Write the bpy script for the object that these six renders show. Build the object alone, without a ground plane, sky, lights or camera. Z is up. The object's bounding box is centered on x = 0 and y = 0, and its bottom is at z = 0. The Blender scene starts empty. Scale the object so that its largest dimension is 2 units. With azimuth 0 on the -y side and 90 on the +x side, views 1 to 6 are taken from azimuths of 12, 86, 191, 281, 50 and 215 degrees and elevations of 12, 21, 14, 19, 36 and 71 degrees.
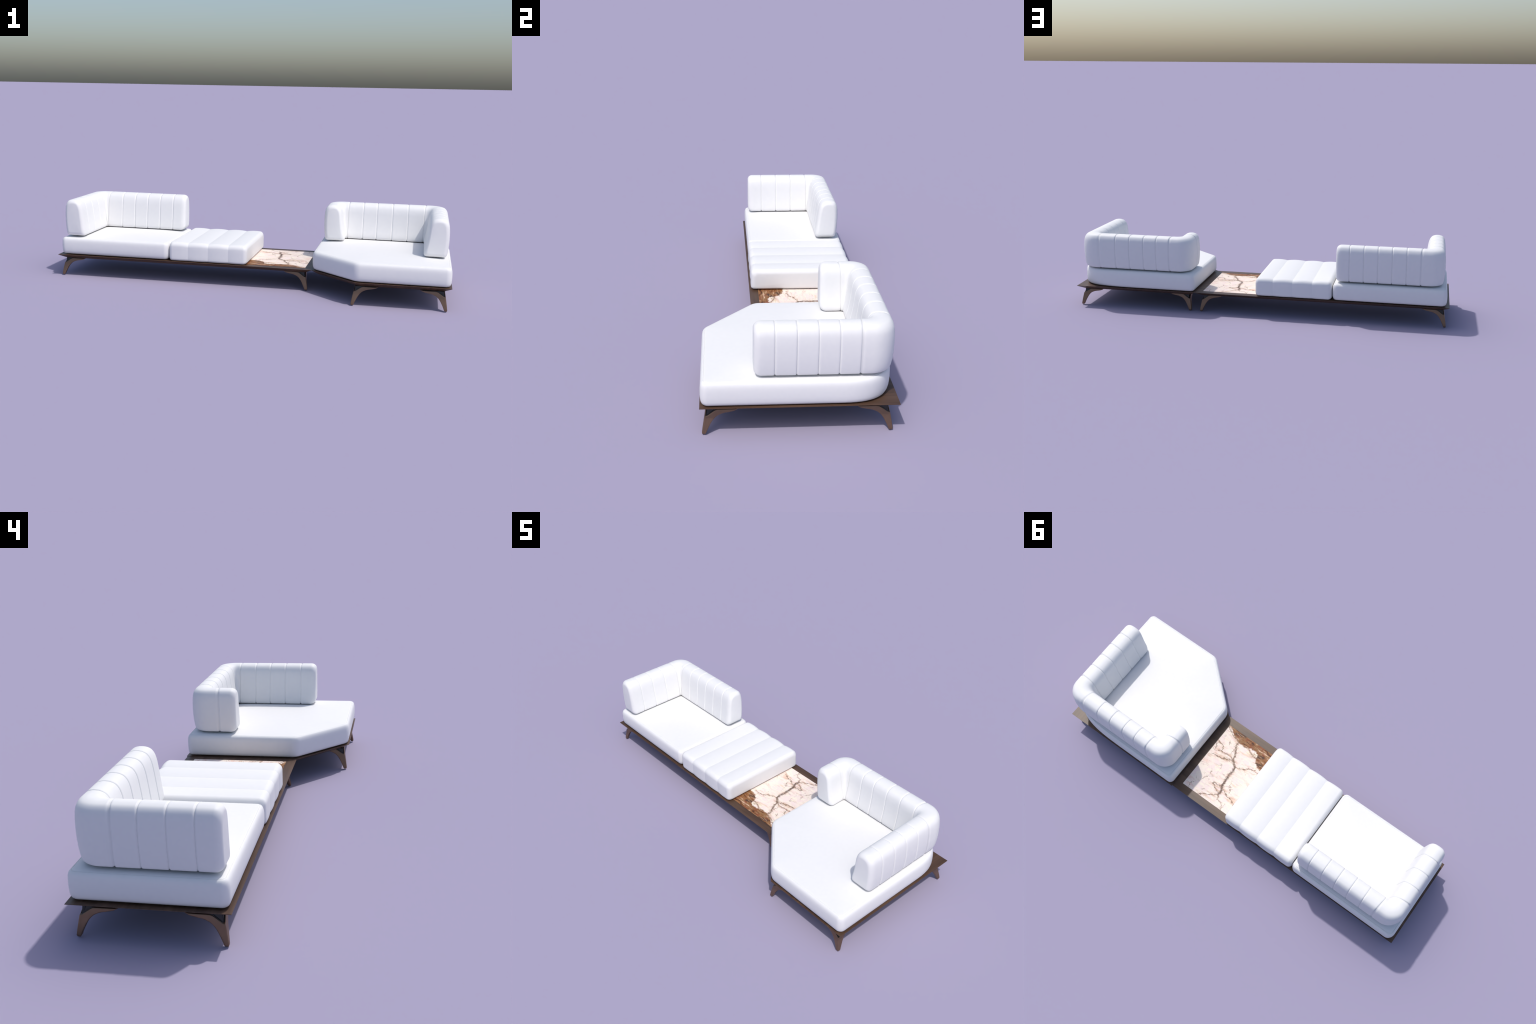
import bpy, bmesh, math
from mathutils import Vector, Matrix

# ------------------------------------------------------------------ helpers
def new_object(name, mesh, parent, material=None):
    ob = bpy.data.objects.new(name, mesh)
    bpy.context.scene.collection.objects.link(ob)
    ob.parent = parent
    if material and not mesh.materials:
        mesh.materials.append(material)
    return ob

def mesh_from(name, verts, faces, smooth=True):
    me = bpy.data.meshes.new(name)
    me.from_pydata([tuple(v) for v in verts], [], faces)
    bm = bmesh.new(); bm.from_mesh(me)
    bmesh.ops.recalc_face_normals(bm, faces=bm.faces)
    bm.to_mesh(me); bm.free()
    me.polygons.foreach_set("use_smooth", [smooth] * len(me.polygons))
    me.update()
    return me

def loft(name, rings, cap=True):
    """Skin a list of equally long closed rings; close both ends with fans."""
    n = len(rings[0])
    verts = [p for r in rings for p in r]
    faces = []
    for i in range(len(rings) - 1):
        for j in range(n):
            k = (j + 1) % n
            faces.append((i*n + j, i*n + k, (i+1)*n + k, (i+1)*n + j))
    if cap:
        for i in (0, len(rings) - 1):
            c = sum((Vector(p) for p in rings[i]), Vector()) / n
            verts.append(c)
            ci = len(verts) - 1
            for j in range(n):
                faces.append((i*n + j, i*n + (j+1) % n, ci))
    return mesh_from(name, verts, faces)

def spline(points, per, closed=True):
    """Centripetal-like Catmull-Rom through 2D control points."""
    P = [Vector(p) for p in points]; n = len(P); out = []
    rng = range(n if closed else n - 1)
    for i in rng:
        if closed:
            a, b, c, d = P[i-1], P[i], P[(i+1) % n], P[(i+2) % n]
        else:
            a, b, c, d = P[max(i-1, 0)], P[i], P[i+1], P[min(i+2, n-1)]
        def tj(t, p, q): return t + max((q - p).length, 1e-6) ** 0.5
        t0 = 0.0; t1 = tj(t0, a, b); t2 = tj(t1, b, c); t3 = tj(t2, c, d)
        for k in range(per):
            t = t1 + (t2 - t1) * k / per
            A1 = a*((t1-t)/(t1-t0)) + b*((t-t0)/(t1-t0))
            A2 = b*((t2-t)/(t2-t1)) + c*((t-t1)/(t2-t1))
            A3 = c*((t3-t)/(t3-t2)) + d*((t-t2)/(t3-t2))
            B1 = A1*((t2-t)/(t2-t0)) + A2*((t-t0)/(t2-t0))
            B2 = A2*((t3-t)/(t3-t1)) + A3*((t-t1)/(t3-t1))
            out.append(B1*((t2-t)/(t2-t1)) + B2*((t-t1)/(t2-t1)))
    if not closed:
        out.append(P[-1])
    return out

# ---------------------------------------------------------------- materials
def nodes_of(name):
    m = bpy.data.materials.new(name); m.use_nodes = True
    nt = m.node_tree; nt.nodes.clear()
    out = nt.nodes.new("ShaderNodeOutputMaterial")
    b = nt.nodes.new("ShaderNodeBsdfPrincipled")
    nt.links.new(b.outputs[0], out.inputs[0])
    return m, nt, b

def ramp(nt, fac, stops):
    r = nt.nodes.new("ShaderNodeValToRGB")
    el = r.color_ramp.elements
    el[0].position, el[0].color = stops[0][0], (*stops[0][1], 1)
    el[1].position, el[1].color = stops[-1][0], (*stops[-1][1], 1)
    for p, c in stops[1:-1]:
        e = el.new(p); e.color = (*c, 1)
    nt.links.new(fac, r.inputs[0])
    return r.outputs[0]

def mapped(nt, scale, rot=(0, 0, 0)):
    tc = nt.nodes.new("ShaderNodeTexCoord")
    mp = nt.nodes.new("ShaderNodeMapping")
    mp.inputs["Scale"].default_value = scale
    mp.inputs["Rotation"].default_value = rot
    nt.links.new(tc.outputs["Object"], mp.inputs[0])
    return mp.outputs[0]

def noise(nt, vec, scale, detail=4, rough=.55, out=0, distort=0.0):
    n = nt.nodes.new("ShaderNodeTexNoise")
    n.inputs["Scale"].default_value = scale
    n.inputs["Detail"].default_value = detail
    n.inputs["Roughness"].default_value = rough
    n.inputs["Distortion"].default_value = distort
    nt.links.new(vec, n.inputs["Vector"])
    return n.outputs[out]

def math_node(nt, op, a, b=None, clamp=False):
    m = nt.nodes.new("ShaderNodeMath"); m.operation = op; m.use_clamp = clamp
    for i, v in enumerate((a, b)):
        if v is None: continue
        if isinstance(v, (int, float)): m.inputs[i].default_value = v
        else: nt.links.new(v, m.inputs[i])
    return m.outputs[0]

def mix(nt, fac, a, b):
    m = nt.nodes.new("ShaderNodeMix"); m.data_type = 'RGBA'
    for sock, v in ((m.inputs[0], fac), (m.inputs[6], a), (m.inputs[7], b)):
        if isinstance(v, (int, float)): sock.default_value = v
        elif isinstance(v, tuple): sock.default_value = (*v, 1)
        else: nt.links.new(v, sock)
    return m.outputs[2]

def map_range(nt, v, a, b, c=0.0, d=1.0, smooth=True):
    m = nt.nodes.new("ShaderNodeMapRange")
    if smooth: m.interpolation_type = 'SMOOTHSTEP'
    for i, x in enumerate((a, b, c, d)): m.inputs[1 + i].default_value = x
    nt.links.new(v, m.inputs[0])
    return m.outputs[0]

def fabric_material():
    m, nt, b = nodes_of("white_upholstery")
    v = mapped(nt, (1, 1, 1))
    col = ramp(nt, noise(nt, v, 60, 3), [(.3, (.77, .77, .775)), (.7, (.785, .785, .785))])
    nt.links.new(col, b.inputs["Base Color"])
    b.inputs["Roughness"].default_value = .55
    b.inputs["Specular IOR Level"].default_value = .35
    bp = nt.nodes.new("ShaderNodeBump")
    bp.inputs["Strength"].default_value = .05
    bp.inputs["Distance"].default_value = .0008
    nt.links.new(noise(nt, v, 900, 2), bp.inputs["Height"])
    nt.links.new(bp.outputs[0], b.inputs["Normal"])
    return m

def wood_material(name, along_y):
    m, nt, b = nodes_of(name)
    v = mapped(nt, (30, 1.5, 30) if along_y else (1.5, 30, 30))
    grain = noise(nt, v, 1.3, 5, .6, distort=.4)
    fine = noise(nt, v, 6.0, 3, .6)
    g = math_node(nt, 'ADD', math_node(nt, 'MULTIPLY', grain, .8), math_node(nt, 'MULTIPLY', fine, .2))
    col = ramp(nt, g, [(.32, (.046, .024, .0135)), (.5, (.076, .041, .0245)), (.66, (.106, .060, .037))])
    nt.links.new(col, b.inputs["Base Color"])
    b.inputs["Roughness"].default_value = .42
    b.inputs["Specular IOR Level"].default_value = .42
    return m

def bronze_material():
    m, nt, b = nodes_of("brown_bronze")
    v = mapped(nt, (1, 1, 1))
    col = ramp(nt, noise(nt, v, 25, 3), [(.3, (.195, .125, .088)), (.7, (.23, .15, .105))])
    nt.links.new(col, b.inputs["Base Color"])
    b.inputs["Metallic"].default_value = .75
    b.inputs["Roughness"].default_value = .38
    return m

def black_material():
    m, nt, b = nodes_of("black_bracket")
    v = mapped(nt, (1, 1, 1))
    col = ramp(nt, noise(nt, v, 40, 2), [(.3, (.012, .013, .015)), (.7, (.018, .019, .022))])
    nt.links.new(col, b.inputs["Base Color"])
    b.inputs["Roughness"].default_value = .4
    return m

def marble_material():
    m, nt, b = nodes_of("veined_marble")
    tc = nt.nodes.new("ShaderNodeTexCoord")
    base = tc.outputs["Object"]
    # wobble the coordinates so that straight control segments become ragged veins
    def warp(vec, scale, amount):
        n = nt.nodes.new("ShaderNodeTexNoise")
        n.inputs["Scale"].default_value = scale; n.inputs["Detail"].default_value = 4
        nt.links.new(vec, n.inputs["Vector"])
        s = nt.nodes.new("ShaderNodeVectorMath"); s.operation = 'SUBTRACT'
        nt.links.new(n.outputs["Color"], s.inputs[0]); s.inputs[1].default_value = (.5, .5, .5)
        k = nt.nodes.new("ShaderNodeVectorMath"); k.operation = 'SCALE'
        nt.links.new(s.outputs[0], k.inputs[0]); k.inputs["Scale"].default_value = amount
        a = nt.nodes.new("ShaderNodeVectorMath"); a.operation = 'ADD'
        nt.links.new(vec, a.inputs[0]); nt.links.new(k.outputs[0], a.inputs[1])
        f = nt.nodes.new("ShaderNodeVectorMath"); f.operation = 'MULTIPLY'
        nt.links.new(a.outputs[0], f.inputs[0]); f.inputs[1].default_value = (1, 1, 0)
        return f.outputs[0]
    P = warp(warp(base, 24, .022), 95, .020)

    def seg(a, bb):
        a = Vector((*a, 0)); d = Vector((*bb, 0)) - a
        s = nt.nodes.new("ShaderNodeVectorMath"); s.operation = 'SUBTRACT'
        nt.links.new(P, s.inputs[0]); s.inputs[1].default_value = a
        dt = nt.nodes.new("ShaderNodeVectorMath"); dt.operation = 'DOT_PRODUCT'
        nt.links.new(s.outputs[0], dt.inputs[0]); dt.inputs[1].default_value = d / d.length_squared
        t = math_node(nt, 'ADD', dt.outputs["Value"], 0.0, clamp=True)
        k = nt.nodes.new("ShaderNodeVectorMath"); k.operation = 'SCALE'
        k.inputs[0].default_value = d; nt.links.new(t, k.inputs["Scale"])
        e = nt.nodes.new("ShaderNodeVectorMath"); e.operation = 'DISTANCE'
        nt.links.new(s.outputs[0], e.inputs[0]); nt.links.new(k.outputs[0], e.inputs[1])
        return e.outputs["Value"]

    def vein(points):
        d = None
        for p, q in zip(points[:-1], points[1:]):
            s = seg(p, q)
            d = s if d is None else math_node(nt, 'MINIMUM', d, s)
        return d

    def line(dist, width, strength=1.0):
        return map_range(nt, dist, width * .12, width, strength, 0.0)

    thick = vein([(.142, .07), (.133, .091), (.136, .122), (.130, .159), (.130, .186), (.114, .212), (.113, .239)])
    medium = vein([(.201, -.04), (.190, -.005), (.174, .022), (.167, .043), (.142, .07)])
    end = vein([(.113, .239), (.097, .264), (.073, .269), (.058, .294)])
    thin = [
        [(.163, .042), (.198, .065), (.236, .074), (.279, .084)],
        [(.170, .042), (.196, .038), (.234, .042), (.261, .048)],
        [(.136, .074), (.117, .065), (.088, .055), (.071, .036), (.044, .030), (.018, .030)],
        [(.114, .238), (.153, .264), (.178, .278), (.206, .299)],
        [(.102, .208), (.072, .218), (.044, .225), (.022, .234)],
        [(.126, .194), (.161, .201), (.175, .206), (.150, .220), (.125, .225)],
        [(.150, -.051), (.121, -.042), (.095, -.032), (.077, -.031)],
        [(.294, .005), (.268, .009), (.253, .017), (.247, .037)],
        [(.294, -.088), (.247, -.059), (.221, -.054), (.197, -.043)],
    ]
    thin_d = None
    for pts in thin:
        s = vein(pts)
        thin_d = s if thin_d is None else math_node(nt, 'MINIMUM', thin_d, s)
    specks = None
    for c in [(.199, .102), (.157, .136), (.202, .200), (.176, .060)]:
        s = seg(c, (c[0] + .003, c[1] + .001))
        specks = s if specks is None else math_node(nt, 'MINIMUM', specks, s)

    # creamy pink ground with faint streaks running along the table
    streak_vec = mapped(nt, (9, 40, 1), (0, 0, .22))
    cloud = noise(nt, mapped(nt, (9, 16, 1), (0, 0, .3)), 1.3, 5, .65)
    ground = ramp(nt, cloud, [(.32, (.82, .60, .50)), (.42, (.85, .71, .64)), (.49, (.87, .78, .67)), (.56, (.84, .69, .66)), (.66, (.89, .82, .66))])
    streak = noise(nt, streak_vec, 2.4, 7, .7)
    ground = mix(nt, map_range(nt, streak, .55, .70, 0, .55), ground, (.55, .39, .31))
    ground = mix(nt, map_range(nt, noise(nt, streak_vec, 1.1, 5, .6), .56, .7, 0, .5), ground, (.72, .48, .31))
    # hairline cracks: ragged cell borders that fade in and out
    vor = nt.nodes.new("ShaderNodeTexVoronoi"); vor.feature = 'DISTANCE_TO_EDGE'
    vor.inputs["Scale"].default_value = 16
    nt.links.new(warp(P, 30, .030), vor.inputs["Vector"])
    crack = math_node(nt, 'MULTIPLY', map_range(nt, vor.outputs["Distance"], .006, .030, .8, 0),
                      map_range(nt, noise(nt, base, 17, 2), .50, .62))
    ground = mix(nt, crack, ground, (.34, .24, .18))
    # halo of warm staining near the veins
    allv = math_node(nt, 'MINIMUM', math_node(nt, 'MINIMUM', thick, medium), thin_d)
    halo = math_node(nt, 'MULTIPLY', map_range(nt, allv, 0, .026, .8, 0), map_range(nt, streak, .44, .60))
    col = mix(nt, halo, ground, (.58, .37, .25))
    # brown breccia field along the front edge (boundary y as a curve of x)
    sep = nt.nodes.new("ShaderNodeSeparateXYZ"); nt.links.new(P, sep.inputs[0])
    fc = nt.nodes.new("ShaderNodeFloatCurve")
    cur = fc.mapping.curves[0]
    bound = [(-.05, .02), (.018, .011), (.050, .006), (.066, -.005), (.075, -.030), (.085, -.050), (.119, -.057),
             (.155, -.046), (.197, -.045), (.221, -.057), (.247, -.066), (.294, -.097), (.32, -.105)]
    nx = lambda x: (x + .1) / .45
    ny = lambda y: (y + .15) / .25
    cur.points[0].location = (0, ny(.03)); cur.points[1].location = (1, ny(-.11))
    for x, y in bound: cur.points.new(nx(x), ny(y))
    fc.mapping.update()
    nt.links.new(math_node(nt, 'DIVIDE', math_node(nt, 'ADD', sep.outputs[0], .1), .45), fc.inputs["Value"])
    yb = math_node(nt, 'SUBTRACT', math_node(nt, 'MULTIPLY', fc.outputs[0], .25), .15)
    depth = math_node(nt, 'SUBTRACT', yb, sep.outputs[1])
    bvec = mapped(nt, (9, 46, 1), (0, 0, .30))
    bn = noise(nt, bvec, 2.0, 7, .72, distort=.6)
    depth = math_node(nt, 'ADD', depth, math_node(nt, 'MULTIPLY', math_node(nt, 'SUBTRACT', bn, .5), .028))
    brown_mask = map_range(nt, depth, -.0015, .0035)
    brown = ramp(nt, bn, [(.34, (.035, .017, .011)), (.41, (.10, .042, .022)), (.455, (.23, .085, .034)), (.50, (.30, .14, .055)),
                          (.54, (.21, .13, .065)), (.585, (.40, .22, .12)), (.66, (.68, .49, .37))])
    tint = noise(nt, base, 38, 3)
    brown = mix(nt, map_range(nt, tint, .55, .66, 0, .6), brown, (.22, .06, .03))
    dark = None
    for a, q in [((.075, -.040), (.050, -.052)), ((.066, -.004), (.035, -.014)), ((.235, -.082), (.190, -.094))]:
        s = seg(a, q)
        dark = s if dark is None else math_node(nt, 'MINIMUM', dark, s)
    brown = mix(nt, math_node(nt, 'MULTIPLY', map_range(nt, dark, .002, .015, 1.0, 0), map_range(nt, bn, .64, .48, .3, 1)), brown, (.075, .04, .028))
    col = mix(nt, brown_mask, col, brown)
    rim = math_node(nt, 'MULTIPLY', map_range(nt, math_node(nt, 'ABSOLUTE', depth), .0005, .004, .75, 0),
                    map_range(nt, noise(nt, base, 60, 2), .42, .58))
    col = mix(nt, rim, col, (.16, .08, .05))
    # veins
    vc = (.135, .085, .062)
    ragged = map_range(nt, noise(nt, base, 75, 4, .7), .36, .52, .45, 1)
    col = mix(nt, math_node(nt, 'MULTIPLY', line(thick, .0112, 1.0), ragged), col, vc)
    col = mix(nt, math_node(nt, 'MULTIPLY', line(medium, .0084, .95), ragged), col, (.21, .14, .10))
    col = mix(nt, math_node(nt, 'MULTIPLY', line(end, .0060, .7), ragged), col, (.30, .18, .13))
    col = mix(nt, math_node(nt, 'MULTIPLY', line(thin_d, .0042, .9), ragged), col, (.22, .145, .10))
    col = mix(nt, line(specks, .004, .6), col, (.25, .20, .16))
    nt.links.new(col, b.inputs["Base Color"])
    b.inputs["Roughness"].default_value = .55
    b.inputs["Specular IOR Level"].default_value = .2
    return m

FABRIC = fabric_material()
WOOD_X = wood_material("walnut_lengthwise", False)
WOOD_Y = wood_material("walnut_crosswise", True)
BRONZE = bronze_material()
BLACK = black_material()
MARBLE = marble_material()

# --------------------------------------------------------------------- root
sofa = bpy.data.objects.new("modular_sofa", None)
bpy.context.scene.collection.objects.link(sofa)
sofa["label"] = "white modular sofa on low walnut platforms with marble side table"
sofa["category"] = "sofa"

# ----------------------------------------------------------------- platform
TOP, UNDER, INSET = 0.110, 0.0895, 0.032
def inset_polygon(poly, d):
    n = len(poly); out = []
    for i in range(n):
        p0, p1, p2 = Vector(poly[i-1]), Vector(poly[i]), Vector(poly[(i+1) % n])
        e1, e2 = (p1 - p0).normalized(), (p2 - p1).normalized()
        n1, n2 = Vector((-e1.y, e1.x)), Vector((-e2.y, e2.x))   # left normals, CCW polygon
        b = (n1 + n2); b /= b.dot(n1)
        out.append(p1 + b * d)
    return out

def platform(name, poly, material, TOP=TOP):
    """Knife-edged board: flat top, thin lip, underside sloping inwards."""
    low = inset_polygon(poly, INSET)
    n = len(poly)
    v = [(*p, TOP) for p in poly] + [(*p, TOP - .0015) for p in poly] + [(*p, UNDER) for p in low]
    f = [tuple(range(n)), tuple(reversed(range(2*n, 3*n)))]
    for r in (0, n):
        for j in range(n):
            k = (j + 1) % n
            f.append((r + j, r + k, r + n + k, r + n + j))
    return new_object(name, mesh_from(name, v, f, False), sofa, material)

JOIN = 0.333
platform("platform", [(-1.0, -.1365), (JOIN - .0004, -.1365), (JOIN - .0004, .3365), (-1.0, .3365)], WOOD_X, .1093)
platform("platform", [(JOIN + .0004, .341), (JOIN + .0004, -.1365), (.566, -.341), (1.0, -.341), (1.0, .341)], WOOD_Y)

# marble slab let into the long platform
bm = bmesh.new()
bmesh.ops.create_cube(bm, size=1)
x0, x1, y0, y1, z0, z1 = -.045, .2965, -.0975, .2968, .100, .1097
for v in bm.verts:
    v.co = ((x0+x1)/2 + v.co.x*(x1-x0), (y0+y1)/2 + v.co.y*(y1-y0), (z0+z1)/2 + v.co.z*(z1-z0))
me = bpy.data.meshes.new("marble_tabletop"); bm.to_mesh(me); bm.free()
new_object("marble_tabletop", me, sofa, MARBLE)

# ------------------------------------------------------------- seat cushions
def rounded_outline(corners, per_edge=14, per_corner=9):
    """corners: (x, y, radius) CCW."""
    n = len(corners); pts = []
    arcs = []
    for i in range(n):
        p = Vector(corners[i][:2]); r = corners[i][2]
        a = (Vector(corners[i-1][:2]) - p).normalized()
        c = (Vector(corners[(i+1) % n][:2]) - p).normalized()
        half = math.acos(max(-1, min(1, a.dot(c)))) / 2
        t = r / math.tan(half)
        ctr = p + (a + c).normalized() * (r / math.sin(half))
        s, e = p + a*t - ctr, p + c*t - ctr
        sa = math.atan2(s.y, s.x); da = math.atan2(e.y, e.x) - sa
        while da > math.pi: da -= 2*math.pi
        while da < -math.pi: da += 2*math.pi
        arcs.append([ctr + Vector((math.cos(sa + da*k/(per_corner-1)), math.sin(sa + da*k/(per_corner-1)))) * r
                     for k in range(per_corner)])
    for i in range(n):
        pts += arcs[i]
        a, b = arcs[i][-1], arcs[(i+1) % n][0]
        pts += [a.lerp(b, (k+1)/(per_edge+1)) for k in range(per_edge)]
    return pts

def seat(name, outline, base, top, crown):
    n = len(outline)
    nrm = []
    for i in range(n):
        t = (outline[(i+1) % n] - outline[i-1]).normalized()
        nrm.append(Vector((-t.y, t.x)))
    ctr = sum(outline, Vector((0, 0))) / n
    h = top - base
    profile = [(.016, 0), (.0095, .0015), (.0055, .005), (.0030, .010), (.0012, .018), (.0, .034), (.0, h*.55),
               (.0003, h*.68), (.0012, h*.785), (.0028, h*.865), (.0052, h*.925), (.0085, h*.965), (.0112, h*.983),
               (.0124, h*.987), (.0130, h*.964), (.0136, h*.988), (.0160, h*.996), (.0185, h*1.0)]
    rings = [[(*(outline[i].lerp(ctr, .5)), base) for i in range(n)]]
    for e, z in profile:
        rings.append([(*(outline[i] + nrm[i]*e), base + z) for i in range(n)])
    last = [outline[i] + nrm[i]*.0185 for i in range(n)]
    for k in range(1, 20):
        s = 1 - k/20
        rings.append([(*(ctr + (last[i]-ctr)*s), top + crown*(1 - s**2.2)) for i in range(n)])
    return new_object(name, loft(name, rings), sofa, FABRIC)

seat("seat_cushion", rounded_outline([(-.9865, -.1290, .026), (-.4035, -.1290, .026), (-.4035, .3365, .028), (-.9865, .3365, .032)]),
     .1125, .1985, .0065)

# corner-module seat: clipped front corner and a broad curve at the outer back corner
ol = rounded_outline([(.3355, .339, .026), (.3355, -.1350, .055), (.5645, -.339, .055), (.9975, -.339, .028), (.9975, .339, .02)])
# replace the last corner by a wide Bezier sweep
keep = [p for p in ol if not (p.x > .639 and p.y > .149)]
i0 = max(range(len(keep)), key=lambda i: keep[i].y if keep[i].x > .9 else -9)
b0, b1, b2, b3 = Vector((.9975, .15)), Vector((.9975, .335)), Vector((.88, .339)), Vector((.64, .339))
bez = [b0*(1-t)**3 + b1*3*t*(1-t)**2 + b2*3*t*t*(1-t) + b3*t**3 for t in [k/24 for k in range(25)]]
ol = keep[:i0+1] + bez + keep[i0+1:]
seat("seat_cushion", ol, .1125, .2025, .0100)

# --------------------------------------------------- channelled lofted bodies
def groove(ds, depth, reach):
    t = min(abs(ds) / reach, 1)
    return depth * (1 - t) ** 2

def pillow(x, seams, depth):
    """Scalloped channels between neighbouring seams."""
    for a, b in zip(seams[:-1], seams[1:]):
        if a <= x <= b:
            t = (x - a) / (b - a)
            return depth * abs(2*t - 1) ** 2.6
    return 0.0

def end_inset(q, r, amount=None):
    if q >= r: return 0
    return (amount or r) * (1 - math.sqrt(max(1 - (1 - q/r)**2, 0)))

def ticks(a, b, seams, step=.012):
    vals = {round(a + (b-a)*i/max(1, round(abs(b-a)/step)), 5) for i in range(max(1, round(abs(b-a)/step)) + 1)}
    lo, hi = min(a, b), max(a, b)
    for s in seams:
        for d in (0, .0007, .0015, .0025, .004, .006, .009):
            for sg in (-1, 1):
                if lo <= s + sg*d <= hi: vals.add(round(s + sg*d, 5))
    return sorted(vals, reverse=b < a)

END_R = .026
END_Q = [0, .0004, .0012, .0025, .0045, .007, .010, .014, .019]

def backrest(name, section, zmid, zhalf, runs):
    """runs: ('line', outer_a, inner_a, outer_b, inner_b, coords, seams) or ('corner', ...)"""
    rings = []
    for O, I, e in runs:
        w = (I - O).length
        kd, kz = 1 - e/(w*.5), 1 - e/zhalf
        ring = []
        for u, z in section:
            uu = .5 + (u - .5)*kd
            p = O.lerp(I, uu)
            ring.append((p.x, p.y, zmid + (z - zmid)*kz))
        rings.append(ring)
    return new_object(name, loft(name, rings), sofa, FABRIC)

def straight(fixed_o, fixed_i, axis, a, b, seams, end=None, depth=.0036, skew=(0, 0, 0, 0)):
    """Stations along a straight run; axis 0 = runs in x, 1 = runs in y. end: 'a'/'b' rounded there."""
    out = []
    vals = set(ticks(a, b, seams))
    if end:
        e0 = a if end == 'a' else b
        sg = 1 if (b > a) == (end == 'a') else -1
        vals |= {round(e0 + sg*q, 6) for q in END_Q}
    for c in sorted(vals, reverse=b < a):
        e = max([groove(c - s, depth, .0055) for s in seams] + [0])
        if end:
            q = abs(c - (a if end == 'a' else b))
            e += end_inset(q, END_R, .021) + groove(q - .006, .0009, .0014)
        # next to a corner the first seam slants towards the inner angle
        fa, fb = max(0, 1 - abs(c - a)/.055), max(0, 1 - abs(c - b)/.055)
        co, ci = c + skew[0]*fa + skew[2]*fb, c + skew[1]*fa + skew[3]*fb
        O = Vector((co, fixed_o)) if axis == 0 else Vector((fixed_o, co))
        I = Vector((ci, fixed_i)) if axis == 0 else Vector((fixed_i, ci))
        out.append((O, I, e))
    return out

def corner(Oa, Oc, Ob, R, Ia, Ic, Ib, r, n=26):
    """Outer line turns through a radius R arc, inner one through a tight radius r."""
    def path(a, c, b, rad):
        d1, d2 = (a - c).normalized(), (b - c).normalized()
        s, e = c + d1*rad, c + d2*rad
        ctr = c + d1*rad + d2*rad
        pts = [a]
        for k in range(33):
            t = math.pi/2*k/32
            pts.append(ctr - d2*rad*math.cos(t) - d1*rad*math.sin(t))
        pts.append(b)
        L = [0]
        for p, q in zip(pts[:-1], pts[1:]): L.append(L[-1] + (q-p).length)
        def at(t):
            x = t*L[-1]
            for i in range(len(L)-1):
                if x <= L[i+1] + 1e-9:
                    k = 0 if L[i+1] == L[i] else (x-L[i])/(L[i+1]-L[i])
                    return pts[i].lerp(pts[i+1], k)
            return pts[-1]
        return at
    fo, fi = path(Oa, Oc, Ob, R), path(Ia, Ic, Ib, r)
    out = []
    for k in range(1, n):
        t = k/n
        s = min(t, 1-t)
        e = groove(s*.12, .0036, .0055)
        out.append((fo(t), fi(t), e))
    return out

# upright cross-section: u = 0 outer face ... 1 inner foot
def section_points(zb, zt, slim=0.0):
    h = zt - zb
    prof = [(.30, 0), (.16, .004), (.085, .035), (.045, .12), (.008, .33), (.0, .52), (.011, .72), (.050, .865), (.145, .958),
            (.29, .994), (.44, 1.0), (.58, .986), (.695, .950), (.785, .880), (.845, .775), (.882, .64), (.920, .46), (.958, .27),
            (.988, .13), (.99, .055), (.955, .014), (.88, 0.001), (.6, 0)]
    # a slimmer inner shoulder for the corner module
    prof = [(u - slim*math.sin(math.pi*min(1, max(0, (h0 - .12)/.88))) if u > .5 else u, h0) for u, h0 in prof]
    return [(p.x, zb + p.y*h) for p in spline(prof, 4)]

# long module: arm on the left end, back along the rear
AZ0, AZ1 = .2070, .3948
ax_o, ax_i, ay_o, ay_i = -.971, -.862, .318, .2075
arm_s = [-.039, .040, .120, .1985]
back_s = [-.850, -.777, -.704, -.632, -.560, -.4865]
runs = straight(ax_o, ax_i, 1, -.1125, .1985, arm_s, 'a', skew=(0, 0, -.004, .008))
runs += corner(Vector((ax_o, .1945)), Vector((ax_o, ay_o)), Vector((-.847, ay_o)), .072,
               Vector((ax_i, .2065)), Vector((ax_i, ay_i)), Vector((-.8615, ay_i)), .0040)
runs += straight(ay_o, ay_i, 0, -.850, -.4170, back_s, 'b', skew=(.003, -.0115, 0, 0))
backrest("backrest", section_points(AZ0, AZ1), (AZ0+AZ1)/2, (AZ1-AZ0)/2, runs)

# corner module: arm on the right, back along the rear, short return on the left
BZ0, BZ1 = .2105, .3950
rx_o, rx_i, by_o, by_i, lx_o, lx_i = .9815, .8650, .3255, .2140, .3555, .464
r_s = [-.0865, -.0125, .0600, .1315, .205]
b_s = [.860, .779, .700, .6205, .549, .475]
runs = straight(rx_o, rx_i, 1, -.1580, .205, r_s, 'a', skew=(0, 0, -.003, .005))
runs += corner(Vector((rx_o, .202)), Vector((rx_o, by_o)), Vector((.871, by_o)), .080,
               Vector((rx_i, .210)), Vector((rx_i, by_i)), Vector((.860, by_i)), .0045)
runs += straight(by_o, by_i, 0, .860, .475, b_s, None, skew=(.011, .000, .003, -.006))
runs += corner(Vector((.478, by_o)), Vector((lx_o, by_o)), Vector((lx_o, .196)), .072,
               Vector((.469, by_i)), Vector((lx_i, by_i)), Vector((lx_i, .210)), .0045)
runs += straight(lx_o, lx_i, 1, .199, .1250, [.199], 'b', skew=(-.003, .011, 0, 0))
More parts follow.
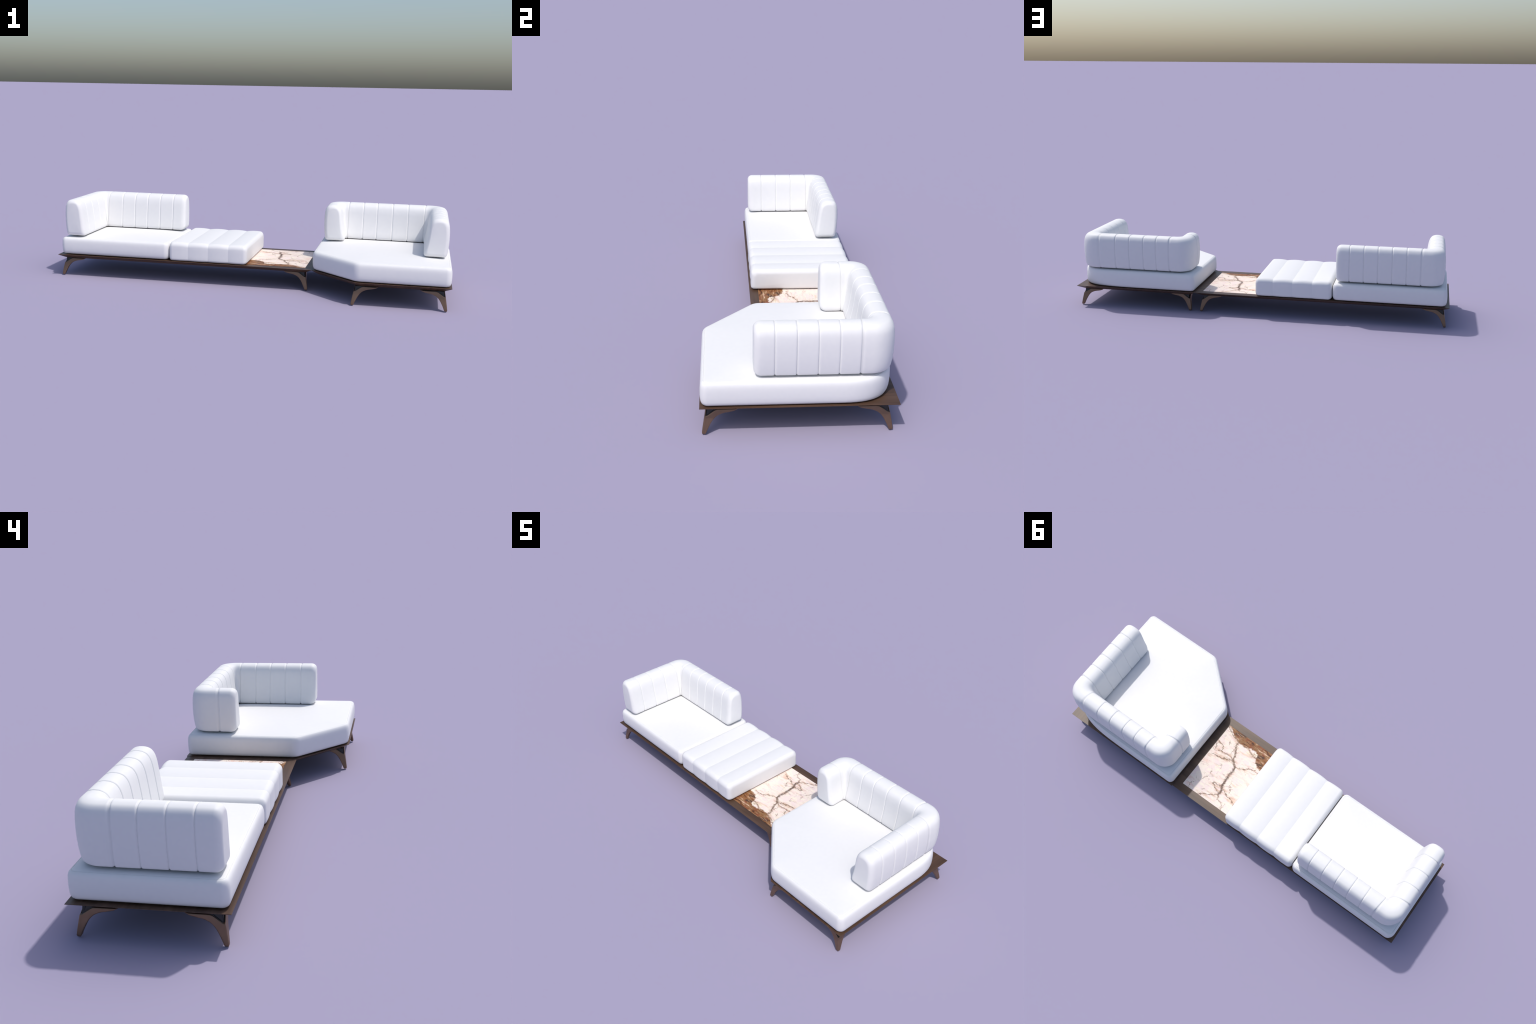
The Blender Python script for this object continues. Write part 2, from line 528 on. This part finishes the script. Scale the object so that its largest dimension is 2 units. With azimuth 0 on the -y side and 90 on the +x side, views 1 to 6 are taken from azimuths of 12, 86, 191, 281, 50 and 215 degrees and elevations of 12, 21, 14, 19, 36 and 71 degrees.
backrest("backrest", section_points(BZ0, BZ1, .045), (BZ0+BZ1)/2, (BZ1-BZ0)/2, runs)

# ------------------------------------------------------- four-channel cushion
def ottoman():
    x0, x1 = -.4005, .0045
    seams = [-.4005, -.2985, -.1945, -.0900, .0045]
    yf, yb, zb, zt = -.1295, .3335, .1115, .2073
    prof = []
    def arc(cx, cz, r, a0, a1, n=8):
        for k in range(n + 1):
            a = math.radians(a0 + (a1-a0)*k/n)
            prof.append((cx + r*math.cos(a), cz + r*math.sin(a)))
    def lin(a, b, n):
        for k in range(1, n): prof.append((a[0]+(b[0]-a[0])*k/n, a[1]+(b[1]-a[1])*k/n))
    rt, rb = .024, .012
    arc(yb-rt, zt-rt, rt, 0, 90); lin((yb-rt, zt), (yf+rt, zt), 20)
    arc(yf+rt, zt-rt, rt, 90, 180); lin((yf, zt-rt), (yf, zb+rb), 4)
    arc(yf+rb, zb+rb, rb, 180, 270); lin((yf+rb, zb), (yb-rb, zb), 20)
    arc(yb-rb, zb+rb, rb, 270, 360); lin((yb, zb+rb), (yb, zt-rt), 4)
    ym, zm, hy, hz = (yf+yb)/2, zb + .03, (yb-yf)/2, zt - zb - .03
    rings = []
    R = .020
    vals = set(ticks(x0, x1, seams[1:-1], .006)) | {x0 + q for q in END_Q} | {x1 - q for q in END_Q}
    for x in sorted(vals):
        # interior seams only: the two outer ends are rounded instead
        e = 0
        for s0, s1 in zip(seams[:-1], seams[1:]):
            if s0 <= x <= s1:
                t = (x-s0)/(s1-s0)
                if (t < .5 and s0 != x0) or (t > .5 and s1 != x1):
                    e = max(e, .0041*abs(2*t-1)**2.2)
                else:
                    e = max(e, .0030*abs(2*t-1)**2)
        q = min(x-x0, x1-x)
        r_e = end_inset(q, R)
        ring = []
        for y, z in prof:
            ey = e*.72 + r_e
            up = max(0, (z - zm)/hz)
            yy = ym + (y-ym)*(1 - ey/hy)
            zz = z - up*(e + r_e) if z > zm else z + min(1, (zm-z)/.03)*r_e*.6
            ring.append((x, yy, zz))
        rings.append(ring)
    return new_object("ottoman_cushion", loft("ottoman_cushion", rings), sofa, FABRIC)
ottoman()

# --------------------------------------------------------------------- legs
LEG_TOP = .0905
FOOT_R = .0075      # the mesh origin is the centre of the foot
def lean(z): return .0165 * max(0, z/.09) ** 1.15

def leg_mesh(name, u, v):
    """Two curved brackets folded round a corner; u, v run inwards along the two edges."""
    u, v = Vector((*u, 0)).normalized(), Vector((*v, 0)).normalized()
    ang = math.acos(u.dot(v))
    lower = spline([(.0120, .0), (.0150, .0035), (.0185, .012), (.0290, .034), (.0400, .0515), (.0540, .0645), (.0760, .0735), (.1000, .0775),
                    (.1160, .0820), (.1280, .0895)], 6, False)
    upper = [(.1272, .0898), (.1180, .0872), (.0900, .0868), (.0560, .0868), (.0480, .0850), (.0340, .0760), (.0200, .0660), (.0125, .0635)]
    outer = [(0.0100, .050), (.0045, .025), (.0010, .006), (.0030, .0)]
    outline = [(p.x, p.y) for p in lower] + upper + outer
    bmx = bmesh.new()
    for d, o in ((u, v), (v, u)):
        perp = (o - d*o.dot(d)).normalized()          # towards the inside of the corner
        miter = 1 / math.tan(ang / 2)
        loops = []
        for th_i in (0, 1):
            ring = []
            for a, z in outline:
                thick = .0150 - .004*min(1, max(0, a - .02)/.08)
                foot = .0022*max(0, 1 - z/.004)
                n = lean(z) + (thick - foot if th_i else foot)
                along = a - FOOT_R - lean(z)*(1 - miter)*max(0, 1 - a/.07)
                ring.append(bmx.verts.new(d*along + perp*(n - FOOT_R) + Vector((0, 0, z))))
            loops.append(ring)
        k = len(outline)
        bmx.faces.new(loops[0]); bmx.faces.new(list(reversed(loops[1])))
        for j in range(k):
            bmx.faces.new((loops[0][j], loops[0][(j+1) % k], loops[1][(j+1) % k], loops[1][j]))
    bmesh.ops.recalc_face_normals(bmx, faces=bmx.faces)
    bmesh.ops.triangulate(bmx, faces=bmx.faces)
    raw = bpy.data.meshes.new(name + "_raw"); bmx.to_mesh(raw); bmx.free()
    tmp = bpy.data.objects.new(name + "_raw", raw)
    bpy.context.scene.collection.objects.link(tmp)
    rm = tmp.modifiers.new("r", 'REMESH'); rm.mode = 'VOXEL'; rm.voxel_size = .00125
    sm = tmp.modifiers.new("s", 'SMOOTH'); sm.factor = .5; sm.iterations = 14
    dg = bpy.context.evaluated_depsgraph_get()
    me = bpy.data.meshes.new_from_object(tmp.evaluated_get(dg))
    me.name = name
    bpy.data.objects.remove(tmp); bpy.data.meshes.remove(raw)
    zmin = min(w.co.z for w in me.vertices)
    zmax = max(w.co.z for w in me.vertices)
    for w in me.vertices:
        w.co.z = (w.co.z - zmin) * (LEG_TOP / (zmax - zmin))
    me.polygons.foreach_set("use_smooth", [True]*len(me.polygons))
    me.materials.clear(); me.materials.append(BRONZE)
    return me

def insert_mesh(name, u, v):
    """Black block filling the notch between the bracket arms and the board, with a raised lower rim."""
    u, v = Vector((*u, 0)).normalized(), Vector((*v, 0)).normalized()
    ang = math.acos(u.dot(v))
    bmx = bmesh.new()
    for d, o in ((u, v), (v, u)):
        perp = (o - d*o.dot(d)).normalized()
        miter = 1 / math.tan(ang / 2)
        def prism(outline, n0, n1):
            loops = []
            for n in (n0, n1):
                loops.append([bmx.verts.new(d*(a - FOOT_R - (lean(z) + n)*(1 - miter)*max(0, 1 - a/.07))
                                            + perp*(lean(z) + n - FOOT_R) + Vector((0, 0, z))) for a, z in outline])
            k = len(outline)
            bmx.faces.new(loops[0]); bmx.faces.new(list(reversed(loops[1])))
            for j in range(k):
                bmx.faces.new((loops[0][j], loops[0][(j+1) % k], loops[1][(j+1) % k], loops[1][j]))
        prism([(.0175, .058), (.056, .085), (.056, .0893), (.0190, .0893)], .0050, .012)
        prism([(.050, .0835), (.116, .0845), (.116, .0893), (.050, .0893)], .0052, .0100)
        prism([(.0165, .058), (.0165, .0655), (.047, .0885), (.057, .0885), (.056, .083)], .0025, .0049)
    bmesh.ops.recalc_face_normals(bmx, faces=bmx.faces)
    me = bpy.data.meshes.new(name); bmx.to_mesh(me); bmx.free()
    me.materials.append(BLACK)
    return me

square_leg, square_insert = leg_mesh("leg", (1, 0), (0, 1)), insert_mesh("leg_bracket", (1, 0), (0, 1))
def place_leg(x, y, turn, leg_me, insert_me):
    """x, y: centre of the foot on the ground; turn: rotation of the inward quadrant."""
    leg = new_object("leg", leg_me, sofa)
    leg.location = (x, y, 0); leg.rotation_euler = (0, 0, math.radians(turn))
    ins = new_object("leg_bracket", insert_me, leg)

place_leg(-.9790, -.1160, 0, square_leg, square_insert)
place_leg(.3055, -.1090, 90, square_leg, square_insert)
place_leg(.3055, .3050, 180, square_leg, square_insert)
place_leg(-.9800, .3110, 270, square_leg, square_insert)
place_leg(.9780, -.3275, 90, square_leg, square_insert)
place_leg(.9780, .3165, 180, square_leg, square_insert)
place_leg(.3660, .3050, 270, square_leg, square_insert)
place_leg(.5525, -.3250, 0, square_leg, square_insert)
